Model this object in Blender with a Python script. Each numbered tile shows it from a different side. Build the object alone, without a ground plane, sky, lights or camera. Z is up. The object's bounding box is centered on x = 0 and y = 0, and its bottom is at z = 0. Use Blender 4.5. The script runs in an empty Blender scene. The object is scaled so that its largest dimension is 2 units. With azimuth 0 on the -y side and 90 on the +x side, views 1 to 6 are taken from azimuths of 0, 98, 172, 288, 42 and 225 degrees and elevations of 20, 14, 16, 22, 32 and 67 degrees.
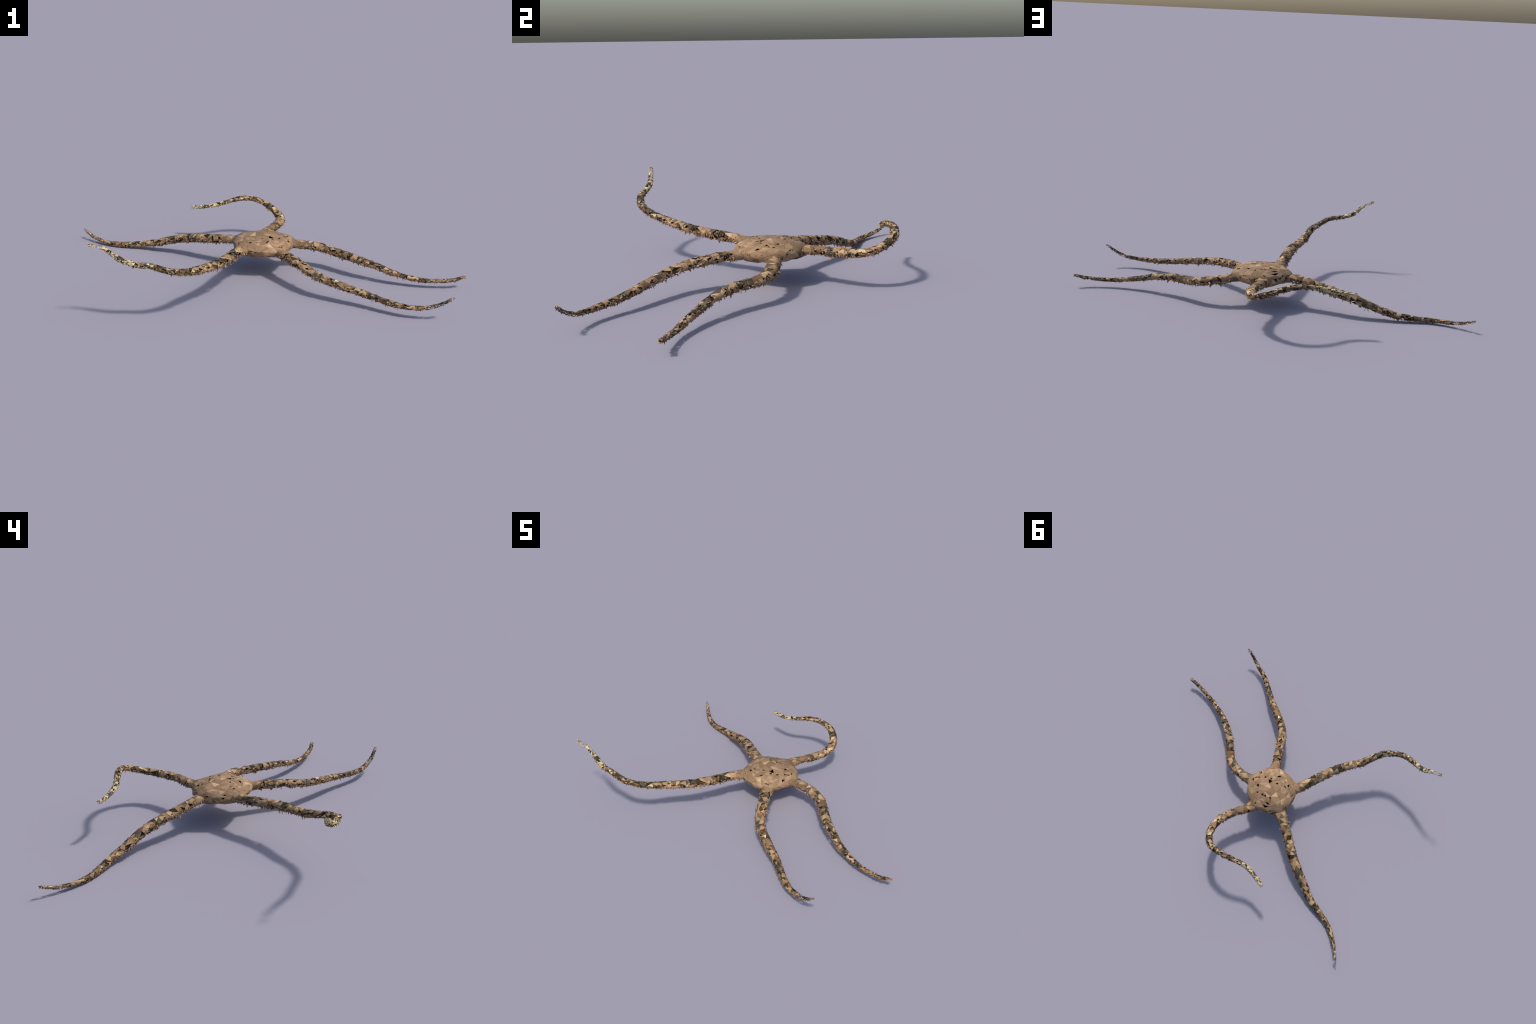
# Brittle star: a low rounded disc with five long snaking arms clad in the facets of a broken scan and fringed with spines.
import bpy, math, random
import numpy as np
from mathutils import Vector
from mathutils import noise
from mathutils.geometry import delaunay_2d_cdt

rng = random.Random(41)

# ---------------------------------------------------------------- materials
def plate_material(name, dark, mid, light, mottle, mottle_amount, grain=55.0, rough=0.72):
    """Skin of one plate family: a colour per plate, blotches inside it and a fine grain."""
    m = bpy.data.materials.new(name)
    m.use_nodes = True
    nt = m.node_tree
    n, l = nt.nodes, nt.links
    bsdf = n["Principled BSDF"]
    bsdf.inputs["Roughness"].default_value = rough
    bsdf.inputs["Specular IOR Level"].default_value = 0.15
    tc = n.new("ShaderNodeTexCoord")
    geo = n.new("ShaderNodeNewGeometry")
    info = n.new("ShaderNodeObjectInfo")
    add = n.new("ShaderNodeMath"); add.operation = 'ADD'
    l.new(geo.outputs["Random Per Island"], add.inputs[0])
    l.new(info.outputs["Random"], add.inputs[1])
    frac = n.new("ShaderNodeMath"); frac.operation = 'FRACT'
    l.new(add.outputs[0], frac.inputs[0])
    ramp = n.new("ShaderNodeValToRGB")
    ramp.color_ramp.elements[0].color = (*dark, 1)
    ramp.color_ramp.elements[1].color = (*light, 1)
    e = ramp.color_ramp.elements.new(0.5); e.color = (*mid, 1)
    l.new(frac.outputs[0], ramp.inputs[0])
    # blotches
    blot = n.new("ShaderNodeTexNoise")
    blot.inputs["Scale"].default_value = grain
    blot.inputs["Detail"].default_value = 3.0
    blot.inputs["Roughness"].default_value = 0.6
    l.new(tc.outputs["Object"], blot.inputs["Vector"])
    br = n.new("ShaderNodeValToRGB")
    br.color_ramp.elements[0].position = 0.46
    br.color_ramp.elements[1].position = 0.66
    l.new(blot.outputs["Fac"], br.inputs[0])
    amt = n.new("ShaderNodeMath"); amt.operation = 'MULTIPLY'
    l.new(br.outputs["Color"], amt.inputs[0]); amt.inputs[1].default_value = mottle_amount
    mix = n.new("ShaderNodeMix"); mix.data_type = 'RGBA'
    l.new(amt.outputs[0], mix.inputs[0])
    l.new(ramp.outputs["Color"], mix.inputs[6])
    mix.inputs[7].default_value = (*mottle, 1)
    # grain
    gr = n.new("ShaderNodeTexNoise")
    gr.inputs["Scale"].default_value = 320.0
    gr.inputs["Detail"].default_value = 2.0
    l.new(tc.outputs["Object"], gr.inputs["Vector"])
    gm = n.new("ShaderNodeMapRange")
    gm.inputs[1].default_value = 0.3; gm.inputs[2].default_value = 0.7
    gm.inputs[3].default_value = 0.85; gm.inputs[4].default_value = 1.15
    l.new(gr.outputs["Fac"], gm.inputs[0])
    mul = n.new("ShaderNodeMix"); mul.data_type = 'RGBA'; mul.blend_type = 'MULTIPLY'
    mul.inputs[0].default_value = 1.0
    l.new(mix.outputs[2], mul.inputs[6]); l.new(gm.outputs[0], mul.inputs[7])
    l.new(mul.outputs[2], bsdf.inputs["Base Color"])
    bump = n.new("ShaderNodeBump")
    bump.inputs["Strength"].default_value = 0.25
    bump.inputs["Distance"].default_value = 0.002
    l.new(gr.outputs["Fac"], bump.inputs["Height"])
    l.new(bump.outputs["Normal"], bsdf.inputs["Normal"])
    return m

MAT = {
    "disc":  plate_material("disc_plate_skin", (.210, .130, .072), (.290, .186, .108), (.390, .262, .160), (.225, .142, .078), .45, 18),
    "tan":   plate_material("tan_plate_skin", (.29, .180, .093), (.39, .252, .138), (.53, .358, .208), (.19, .124, .066), .45, 26),
    "brown": plate_material("brown_plate_skin", (.155, .090, .045), (.215, .130, .068), (.29, .180, .098), (.10, .066, .036), .5, 30),
    "olive": plate_material("olive_plate_skin", (.072, .056, .035), (.112, .087, .056), (.165, .130, .086), (.045, .036, .022), .5, 30),
    "dark":  plate_material("dark_plate_skin", (.012, .010, .007), (.028, .023, .014), (.058, .046, .027), (.16, .115, .06), .25, 60),
    "cream": plate_material("cream_plate_skin", (.45, .345, .175), (.58, .465, .255), (.72, .60, .36), (.20, .16, .085), .4, 40),
    "pink":  plate_material("pink_plate_skin", (.30, .175, .10), (.41, .255, .155), (.55, .365, .235), (.20, .12, .066), .45, 40),
    "core":  plate_material("inner_shade_skin", (.085, .050, .029), (.085, .050, .029), (.085, .050, .029), (.15, .088, .048), .6, 90),  # dark brown stands in for shade inside the hollow shell
    "spine": plate_material("spine_skin", (.26, .150, .082), (.43, .272, .168), (.60, .41, .275), (.13, .085, .046), .3, 60),
}
KEYS = list(MAT)
SLOT = {k: i for i, k in enumerate(KEYS)}

# ---------------------------------------------------------------- mesh helpers
def new_object(name, parent, verts, faces, slots=None, normals=None, mats=KEYS, smooth=False):
    me = bpy.data.meshes.new(name)
    me.from_pydata([tuple(v) for v in verts], [], faces)
    for k in mats:
        me.materials.append(MAT[k])
    if slots is not None:
        me.polygons.foreach_set("material_index", slots)
    if smooth or normals is not None:
        me.polygons.foreach_set("use_smooth", [True] * len(me.polygons))
    me.update()
    if normals is not None:
        me.normals_split_custom_set_from_vertices([tuple(v) for v in normals])
    ob = bpy.data.objects.new(name, me)
    bpy.context.scene.collection.objects.link(ob)
    ob.parent = parent
    return ob

def unit(v):
    return v / max(np.linalg.norm(v), 1e-9)

class Pieces:
    """Collects thin plates, chips and spines, each an island of its own."""
    def __init__(self):
        self.v, self.f, self.s, self.n = [], [], [], []

    def plate(self, top, vnorm, thick, slot, facet=.24):
        k = len(top); b = len(self.v)
        c = sum(top) / k
        fn = unit(np.cross(top[1] - top[0], top[2] - top[0]))
        mean = unit(sum(vnorm))
        if fn @ mean < 0:
            top = top[::-1]; vnorm = vnorm[::-1]; fn = -fn
        for p, q in zip(top, vnorm):               # upper face
            self.v.append(p); self.n.append(unit(q * (1 - facet) + fn * facet))
        for p in top:                              # rim, outward normals
            self.v.append(p); self.n.append(unit(unit(p - c) + mean * .4))
        for p in top:
            self.v.append(c + (p - c) * 0.93 - mean * thick); self.n.append(unit(unit(p - c) - mean * .2))
        for p in top:                              # under face
            self.v.append(c + (p - c) * 0.93 - mean * thick); self.n.append(-mean)
        self.f.append(list(range(b, b + k)))
        for i in range(k):
            j = (i + 1) % k
            self.f.append([b + k + j, b + k + i, b + 2 * k + i, b + 2 * k + j])
        self.f.append(list(range(b + 4 * k - 1, b + 3 * k - 1, -1)))
        self.s += [slot] * (k + 2)

    def spine(self, root, direction, length, width, slot):
        """A short flattened thorn with four sides."""
        d = unit(direction)
        a = unit(np.cross(d, np.array([.3, .2, 1.0]) if abs(d[2]) < .9 else np.array([1.0, 0, 0])))
        c = np.cross(d, a)
        b = len(self.v)
        bend = a * rng.uniform(-.2, .2) * length
        ring = [(a, 1.0), (c, .6), (-a, 1.0), (-c, .6)]
        for u, w in ring:
            self.v.append(root + u * width * w); self.n.append(u)
        for u, w in ring:
            self.v.append(root + d * length * .55 + bend * .4 + u * width * w * .8); self.n.append(u)
        self.v.append(root + d * length + bend); self.n.append(d)
        for i in range(4):
            j = (i + 1) % 4
            self.f.append([b + i, b + j, b + 4 + j, b + 4 + i])
            self.f.append([b + 4 + i, b + 4 + j, b + 8])
        self.f.append([b + 3, b + 2, b + 1, b])
        self.s += [slot] * 9

    def build(self, name, parent, kind=None):
        self.v = [np.array([p[0], p[1], max(p[2], .0008)]) for p in self.v]     # nothing sinks into the ground
        ob = new_object(name, parent, self.v, self.f, self.s, self.n)
        if kind:
            ob["kind"] = kind
        return ob

def quarters(pts, nor):
    """Splits a facet at its side middles into four, to mimic broken scan mesh."""
    if len(pts) == 4:
        pts, nor = pts[:3], nor[:3]
    m = [(pts[i] + pts[(i + 1) % 3]) / 2 for i in range(3)]
    q = [unit(nor[i] + nor[(i + 1) % 3]) for i in range(3)]
    for i in range(3):
        yield [pts[i], m[i], m[i - 1]], [nor[i], q[i], q[i - 1]]
    yield m, q

# ---------------------------------------------------------------- the whole animal
star = bpy.data.objects.new("brittle_star", None)
bpy.context.scene.collection.objects.link(star)
star["label"] = "brown mottled brittle star with five long snaking spiny arms"
star["category"] = "brittle star"

CENTRE = np.array([0.004, 0.087, 0.143])
# Spines of the five arms (disc to tip) and half widths along them.
ARMS = [
    dict(path=[(.06, .105, .14), (.162, .121, .134), (.227, .129, .125), (.291, .125, .117), (.352, .102, .105), (.401, .06, .1), (.449, .016, .099), (.502, -.023, .092), (.558, -.056, .083), (.614, -.086, .066), (.674, -.109, .053), (.736, -.128, .042), (.8, -.141, .036), (.865, -.15, .038), (.93, -.154, .045), (.993, -.149, .061)],
         width=[.025, .026, .026, .023, .019, .014, .011, .008], cream=.05, band=.7, tip_loss=.25),
    dict(path=[(.04, .03, .14), (.085, -.03, .137), (.122, -.09, .136), (.16, -.148, .131), (.198, -.207, .124), (.241, -.261, .113), (.294, -.304, .1), (.354, -.339, .089), (.415, -.372, .078), (.477, -.403, .068), (.536, -.441, .058), (.594, -.478, .052), (.656, -.511, .051), (.723, -.531, .058), (.785, -.551, .083), (.843, -.56, .122)],
         width=[.025, .026, .025, .022, .019, .015, .011, .006], cream=.3, band=.6, tip_loss=.45),
    dict(path=[(-.04, .05, .145), (-.093, -.022, .152), (-.127, -.089, .158), (-.152, -.16, .164), (-.178, -.23, .171), (-.208, -.298, .179), (-.246, -.363, .187), (-.29, -.423, .195), (-.323, -.489, .21), (-.36, -.551, .231), (-.415, -.597, .252), (-.481, -.616, .281), (-.556, -.619, .29), (-.626, -.61, .314), (-.684, -.617, .361), (-.752, -.633, .385)],
         width=[.025, .027, .026, .023, .019, .015, .013, .007], cream=.7, band=.5, tip_loss=.55),
    dict(path=[(-.07, .12, .143), (-.156, .163, .141), (-.216, .194, .134), (-.273, .231, .122), (-.33, .268, .112), (-.387, .303, .099), (-.447, .333, .085), (-.507, .359, .066), (-.568, .383, .045), (-.63, .409, .03), (-.696, .423, .02), (-.763, .436, .0145), (-.828, .456, .014), (-.887, .49, .0175), (-.945, .535, .030), (-.993, .582, .054)],
         width=[.025, .027, .027, .026, .021, .016, .011, .006], cream=.08, band=.4, tip_loss=.5),
    dict(path=[(.012, .18, .146), (.024, .261, .149), (.052, .314, .151), (.079, .368, .153), (.098, .424, .155), (.103, .483, .157), (.089, .54, .169), (.055, .585, .188), (.008, .612, .212), (-.048, .614, .23), (-.106, .602, .236), (-.163, .584, .229), (-.218, .565, .216), (-.276, .56, .203), (-.334, .568, .193), (-.393, .579, .189)],
         width=[.023, .024, .023, .020, .0175, .014, .012, .010], cream=.85, band=.4, tip_loss=.35),
]

class Limb:
    """Smooth curve through an arm's path with a frame and an elliptical section."""
    def __init__(self, spec):
        p = np.array(spec["path"]); n = len(p)
        p[0] = CENTRE + unit(p[1] - CENTRE) * .07     # every arm is rooted inside the disc
        q = np.vstack([2 * p[0] - p[1], p, 2 * p[-1] - p[-2]])
        out = []
        for k in range(n - 1):
            a, b, c, d = q[k], q[k + 1], q[k + 2], q[k + 3]
            for f in np.linspace(0, 1, 24, endpoint=False):
                out.append(.5 * (2 * b + (c - a) * f + (2 * a - 5 * b + 4 * c - d) * f * f + (3 * b - a - 3 * c + d) * f ** 3))
        out.append(p[-1])
        self.p = np.array(out)
        self.s = np.r_[0, np.cumsum(np.linalg.norm(np.diff(self.p, axis=0), axis=1))]
        self.length = self.s[-1]
        self.w = spec["width"]

    def at(self, s):
        s = min(max(s, 0), self.length)
        p = np.array([np.interp(s, self.s, self.p[:, i]) for i in range(3)])
        a = np.array([np.interp(max(s - .012, 0), self.s, self.p[:, i]) for i in range(3)])
        b = np.array([np.interp(min(s + .012, self.length), self.s, self.p[:, i]) for i in range(3)])
        t = unit(b - a)
        up = unit(np.array([0, 0, 1.0]) - t * t[2])
        return p, t, np.cross(t, up), up

    def half(self, s):
        return float(np.interp(s / self.length, np.linspace(0, 1, len(self.w)), self.w))

    def point(self, s, ang, k=1.0):
        """ang 0 = top, positive to the right of the way outwards; k = share of the full section."""
        p, t, side, up = self.at(s)
        h = self.half(s) * k
        w = h * 1.06 + .015 * max(0.0, (.15 - s) / .08) ** 2      # the arm spreads sideways where it joins the disc
        h *= (.77 if math.cos(ang) > 0 else .86)
        pos = p + side * math.sin(ang) * w + up * math.cos(ang) * h
        nor = unit(side * math.sin(ang) * h + up * math.cos(ang) * w)
        return pos, nor

# ---------------------------------------------------------------- arms
def choose(weights):
    return rng.choices(list(weights), list(weights.values()))[0]

def arm_colour(spec, t, ang, band):
    if t < .14 and rng.random() < 1.1 - t * 7:
        return choose(dict(disc=6, brown=3, tan=1.5, olive=.8))
    if abs(ang) > 2.1 and t < .8:
        return choose(dict(pink=5, brown=4, tan=2))
    if t > .74 and spec["cream"] > .5:
        c = spec["cream"] * min(1, (t - .66) / .2)
        return choose(dict(cream=9 * c, dark=2.2 * (1.25 - c), olive=2.2 * (1.2 - c), tan=1.5 * (1 - c) + .5))
    if spec["cream"] > .5 and t > .5:
        return choose(dict(dark=3.2, olive=3.2, tan=2.4, cream=.55, brown=1.0))
    if band:
        w = dict(tan=1.3, brown=2.4, olive=3.8, dark=.9 + 4.2 * t)
    else:
        w = dict(tan=6.5, brown=3.0, olive=.7, dark=.2 + .7 * t, cream=.1 + 1.2 * spec["cream"] * t * t)
    if abs(ang) > 1.3:
        w["pink"] = 3.6 * (1 - t) + .5
    return choose(w)

def grow_arm(spec):
    limb = Limb(spec)
    L = limb.length
    # added core inside the hollow arm, dark brown in place of inner shade
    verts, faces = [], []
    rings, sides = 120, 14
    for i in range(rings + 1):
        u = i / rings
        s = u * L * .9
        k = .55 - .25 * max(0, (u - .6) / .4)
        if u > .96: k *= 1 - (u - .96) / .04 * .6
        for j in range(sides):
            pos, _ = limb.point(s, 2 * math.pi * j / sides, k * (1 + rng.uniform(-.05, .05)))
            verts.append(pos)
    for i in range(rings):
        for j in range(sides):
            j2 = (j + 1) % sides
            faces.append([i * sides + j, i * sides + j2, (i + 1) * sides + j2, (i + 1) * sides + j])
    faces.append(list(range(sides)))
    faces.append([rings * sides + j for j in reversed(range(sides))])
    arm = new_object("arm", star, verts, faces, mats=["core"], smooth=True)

    # plates for the low-poly scan's facets: jittered rings, triangles between, some joined in pairs
    s = .055
    stations = []
    while s < L - .004:
        stations.append(s)
        w = limb.half(s)
        s += rng.uniform(.7, 1.3) * (.013 + .50 * w)
    stations.append(L)
    around = 6
    grid = []
    for i, s in enumerate(stations):
        row = []
        for j in range(around):
            ang = 2 * math.pi * (j + .5 * (i % 2) + rng.uniform(-.2, .2)) / around
            ss = s + rng.uniform(-.2, .2) * .02
            k = 1 + rng.uniform(-.035, .05)
            pos, nor = limb.point(ss, ang, k)
            row.append((pos, nor, (ang + math.pi) % (2 * math.pi) - math.pi))
        grid.append(row)
    named, rest = [], Pieces()
    for i in range(len(stations) - 1):
        t = stations[i] / L
        cross = math.sin(i * 2 * math.pi / 5.0 + 2.2 * math.sin(i * .37)) * .22 * spec["band"]
        for j in range(around):
            j2 = (j + 1) % around
            a, b, c, d = grid[i][j], grid[i][j2], grid[i + 1][j2], grid[i + 1][j]
            if i % 2 == 0:
                tris = [(a, b, d), (b, c, d)]
            else:
                tris = [(a, b, c), (a, c, d)]
            if rng.random() < .22:
                tris = [(a, b, c, d)]
            for tri in tris:
                mang = math.atan2(sum(math.sin(q[2]) for q in tri), sum(math.cos(q[2]) for q in tri))
                flank = abs(mang) > 1.0
                lost = .025 + .04 * t + (.14 if flank else 0)  # facets missing from the scan mesh, most at flanks and tips
                if t > .8:
                    lost += spec['tip_loss'] * (t - .8) / .2 * (1.5 if flank else .8)
                if rng.random() < lost and i > 1:
                    continue
                # dark blotches several plates wide, stretched into rough cross bands
                band = noise.noise(Vector(sum(q[0] for q in tri) / len(tri)) * 24.0) + cross > .06
                nor = [q[1] for q in tri]
                mean = unit(sum(nor))
                lift = rng.uniform(0, .0014)
                pts = [q[0] + mean * lift + q[1] * rng.uniform(-.0006, .0012) for q in tri]
                cen = sum(pts) / len(pts)
                pts = [cen + (p - cen) * rng.uniform(.97, 1.03) for p in pts]
                slot = SLOT[arm_colour(spec, t, mang, band)]
                if i > 1 and len(pts) == 3 and rng.random() < .10 + .10 * t + (.22 if flank else 0):
                    for bit, bn in quarters(pts, nor):
                        if rng.random() < .3:
                            continue
                        sl = slot if rng.random() < .5 else SLOT[arm_colour(spec, t, mang, rng.random() < .6)]
                        rest.plate([p + mean * rng.uniform(-.001, .001) for p in bit], bn, .002, sl)
                    continue
                area = np.linalg.norm(np.cross(pts[1] - pts[0], pts[2] - pts[0])) * (1 if len(pts) == 3 else 2)
                item = (area * max(.1, mean[2] + .35), pts, nor, slot)
                named.append(item)
    named.sort(key=lambda q: -q[0])
    for q in named[:58]:
        one = Pieces(); one.plate(q[1], q[2], .0028, q[3]); one.build("arm_plate", arm)
    for q in named[58:]:
        rest.plate(q[1], q[2], .0028, q[3])

    # chips: small loose triangles for the scan's ragged mesh, thickest along the lower flanks
    for _ in range(int(420 * L)):
        s = rng.uniform(.11, L - .003)
        t = s / L
        ang = rng.choice([-1, 1]) * abs(rng.gauss(1.35 + .25 * t, .5 - .15 * t))
        pos, nor = limb.point(s, ang, rng.uniform(1.0, 1.07))
        size = rng.uniform(.0022, .0055)
        p, tan, side, up = limb.at(s)
        e1 = unit(tan + nor * rng.uniform(-.5, .5)); e2 = np.cross(nor, e1)
        a0 = rng.uniform(0, 6.3)
        pts = [pos + size * rng.uniform(.6, 1.3) * (e1 * math.cos(a0 + k * 2.09) + e2 * math.sin(a0 + k * 2.09)) + nor * rng.uniform(0, .0025) for k in range(3)]
        cc = arm_colour(spec, t, ang, rng.random() < .5)
        rest.plate(pts, [nor] * 3, .0012, SLOT[cc])
    # flakes of ragged scan mesh that stand off the lower flanks and break the outline
    for _ in range(int(120 * L)):
        s = rng.uniform(.12, L - .002)
        t = s / L
        sign = rng.choice([-1, 1])
        ang = sign * rng.gauss(2.2, .35)
        pos, nor = limb.point(s, ang, rng.uniform(.95, 1.05))
        p, tan, side, up = limb.at(s)
        size = (rng.uniform(.3, .8) if rng.random() < .9 else rng.uniform(.8, 1.15)) * (.003 + .33 * limb.half(s))
        out = unit(nor + tan * rng.uniform(-.3, .8) - up * rng.uniform(0, .5))
        base = unit(tan + side * rng.uniform(-.4, .4))
        pts = [pos - base * size * rng.uniform(.4, .9), pos + base * size * rng.uniform(.4, .9), pos + out * size * rng.uniform(.8, 1.7)]
        if rng.random() < .4:
            pts.insert(2, pos + base * size * .5 + out * size * rng.uniform(.5, 1.1))
        fn = unit(np.cross(pts[1] - pts[0], pts[2] - pts[0]))
        if fn @ (side * sign + up * .5) < 0: fn = -fn
        rest.plate(pts, [fn] * len(pts), .0016, SLOT[arm_colour(spec, t, ang, rng.random() < .4)])
    rest.build("arm_scales", arm, "stuff")

    # spines: rows down both lower flanks
    sp = Pieces()
    for sign in (-1, 1):
        s = .10
        phase = rng.uniform(0, 6)
        while s < L * .985:
            t = s / L
            clump = .5 + .5 * math.sin(s * 75 + phase + 2 * math.sin(s * 31 + phase))
            for row in (1.75, 2.15, 2.6):
                if rng.random() > (.08 + .72 * clump * clump) * (1 - .55 * t):
                    continue
                ang = sign * (row + rng.uniform(-.15, .15))
                ss = s + rng.uniform(-.003, .003)
                root, nor = limb.point(ss, ang, .95)
                p, tan, side, up = limb.at(ss)
                d = nor + tan * rng.uniform(-.2, 1.1) - up * rng.uniform(0, .7)
                ln = rng.uniform(.4, 1.1) * (.002 + .37 * limb.half(ss)) * (1.8 if rng.random() < .14 else 1)
                k = "cream" if (t > .75 and spec["cream"] > .5) else choose(dict(spine=6, brown=2, tan=1.5))
                sp.spine(root, d, ln, rng.uniform(.0014, .0030), SLOT[k])
            s += rng.uniform(.0055, .0085)
    sp.build("arm_spines", arm, "stuff")
    return arm

for spec in ARMS:
    grow_arm(spec)

# ---------------------------------------------------------------- disc
ARM_ANGLES = [math.atan2(a["path"][1][1] - CENTRE[1], a["path"][1][0] - CENTRE[0]) for a in ARMS]

def disc_radius(th):
    near = max(math.cos(th - a) for a in ARM_ANGLES)
    pull = max(0, (near - .94) / .06)
    return .155 + .010 * pull * pull + .004 * math.sin(7 * th + .6) * math.sin(2 * th + 1.7)

def disc_point(th, lat, k=1.0):
    """lat from -1 (mouth) over 0 (rim) to 1 (crown)."""
    x = lat * math.pi / 2
    c, s = max(0.0, math.cos(x)) ** .68, math.sin(x)
    r = disc_radius(th) * c * k
    h = (.043 if lat > 0 else .048) * k
    wob = .003 * math.sin(3 * th + 1) * (1 - abs(lat)) + .0025 * math.sin(5 * th - 1 + 4 * lat)
    p = CENTRE + np.array([math.cos(th) * r, math.sin(th) * r, h * s + wob + .003])
    nr = math.cos(x) * .6
    n = unit(np.array([math.cos(th) * nr, math.sin(th) * nr, s + 1e-6]))
    return p, n

# added bowl inside the hollow disc, open above, dark brown for inner shade
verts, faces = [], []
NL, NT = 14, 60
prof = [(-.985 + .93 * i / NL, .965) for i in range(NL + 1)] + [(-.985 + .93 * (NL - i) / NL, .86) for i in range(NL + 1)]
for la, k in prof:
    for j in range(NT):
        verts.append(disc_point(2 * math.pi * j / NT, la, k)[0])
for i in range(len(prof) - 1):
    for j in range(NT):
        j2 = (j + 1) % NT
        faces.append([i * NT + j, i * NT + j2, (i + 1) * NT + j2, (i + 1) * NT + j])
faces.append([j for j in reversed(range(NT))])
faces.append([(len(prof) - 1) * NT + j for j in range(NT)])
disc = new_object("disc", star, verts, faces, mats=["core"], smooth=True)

# corners of the low-poly scan's facets, scattered evenly over the skin, joined into triangles
corners = [(rng.uniform(0, 2 * math.pi), .999)]
tries = 0
found = [disc_point(*corners[0])[0]]
while tries < 9000:
    tries += 1
    th = rng.uniform(0, 2 * math.pi)
    la = 1 - 1.93 * math.sqrt(rng.random())
    p = disc_point(th, la)[0]
    gap = .0215 if la > -.25 else .032
    if min(np.linalg.norm(p - q) for q in found) > gap:
        corners.append((th, la)); found.append(p)
plane = [Vector((math.cos(th) * (1 - la), math.sin(th) * (1 - la))) for th, la in corners]
tri_faces = delaunay_2d_cdt(plane, [], [], 0, 1e-6)[2]
plates = []
uneven = []
for th, la in corners:                              # dents and low bumps
    p, q = disc_point(th, la)
    d = .0045 * noise.noise(Vector(p) * 17) + rng.uniform(-.0012, .0012)
    uneven.append((p + q * d, q))
for f in tri_faces:
    plates.append([uneven[i] for i in f])
rest = Pieces()
todo = []
for q in plates:
    pts = [x[0] for x in q]; nor = [x[1] for x in q]
    mean = unit(sum(nor)); cen = sum(pts) / len(pts)
    rad = np.linalg.norm((cen - CENTRE)[:2])
    if mean[2] > .2:
        k = choose(dict(disc=16, brown=.5, tan=1))
    elif mean[2] > -.3:
        k = choose(dict(disc=6, brown=2, tan=1.5, pink=1))
    else:
        k = choose(dict(disc=4, pink=4, brown=1.5))
    if mean[2] > -.3 and rng.random() < (.12 if rad < .10 else .17):
        # scan holes: a facet split up, some splinters lost, dark gaps between the rest
        drop = rng.choice([.35, .5, .65, .8])
        for bit, bn in quarters(pts, nor):
            if rng.random() > drop:
                rest.plate([p + mean * rng.uniform(-.001, .0008) for p in bit], bn, .002, SLOT[k if rng.random() < .75 else "brown"])
        continue
    pts = [cen + (p - cen) * rng.uniform(1.0, 1.05) + mean * rng.uniform(0, .0010) for p in pts]
    area = np.linalg.norm(np.cross(pts[1] - pts[0], pts[2] - pts[0]))
    todo.append((area if mean[2] > -.2 else 0, pts, nor, k))
todo.sort(key=lambda q: -q[0])
for i, (area, pts, nor, k) in enumerate(todo):
    one = Pieces() if i < 290 and area > 0 else rest
    one.plate(pts, nor, .003, SLOT[k], .3)
    if one is not rest:
        one.build("disc_plate", disc)
for _ in range(90):                                 # flakes round the rim
    th = rng.uniform(0, 2 * math.pi)
    p, q = disc_point(th, rng.choice([.35, .15, 0, .6, -.2]) + rng.uniform(-.1, .1), 1.008)
    e1 = unit(np.cross(q, np.array([0.1, 0.2, 1.0]))); e2 = np.cross(q, e1)
    a0 = rng.uniform(0, 6.3); size = rng.uniform(.002, .005)
    rest.plate([p + size * rng.uniform(.6, 1.4) * (e1 * math.cos(a0 + k * 2.09) + e2 * math.sin(a0 + k * 2.09)) for k in range(3)],
               [q] * 3, .0012, SLOT[choose(dict(brown=3, pink=2, tan=2, olive=1.5))])
rest.build("disc_scales", disc, "stuff")
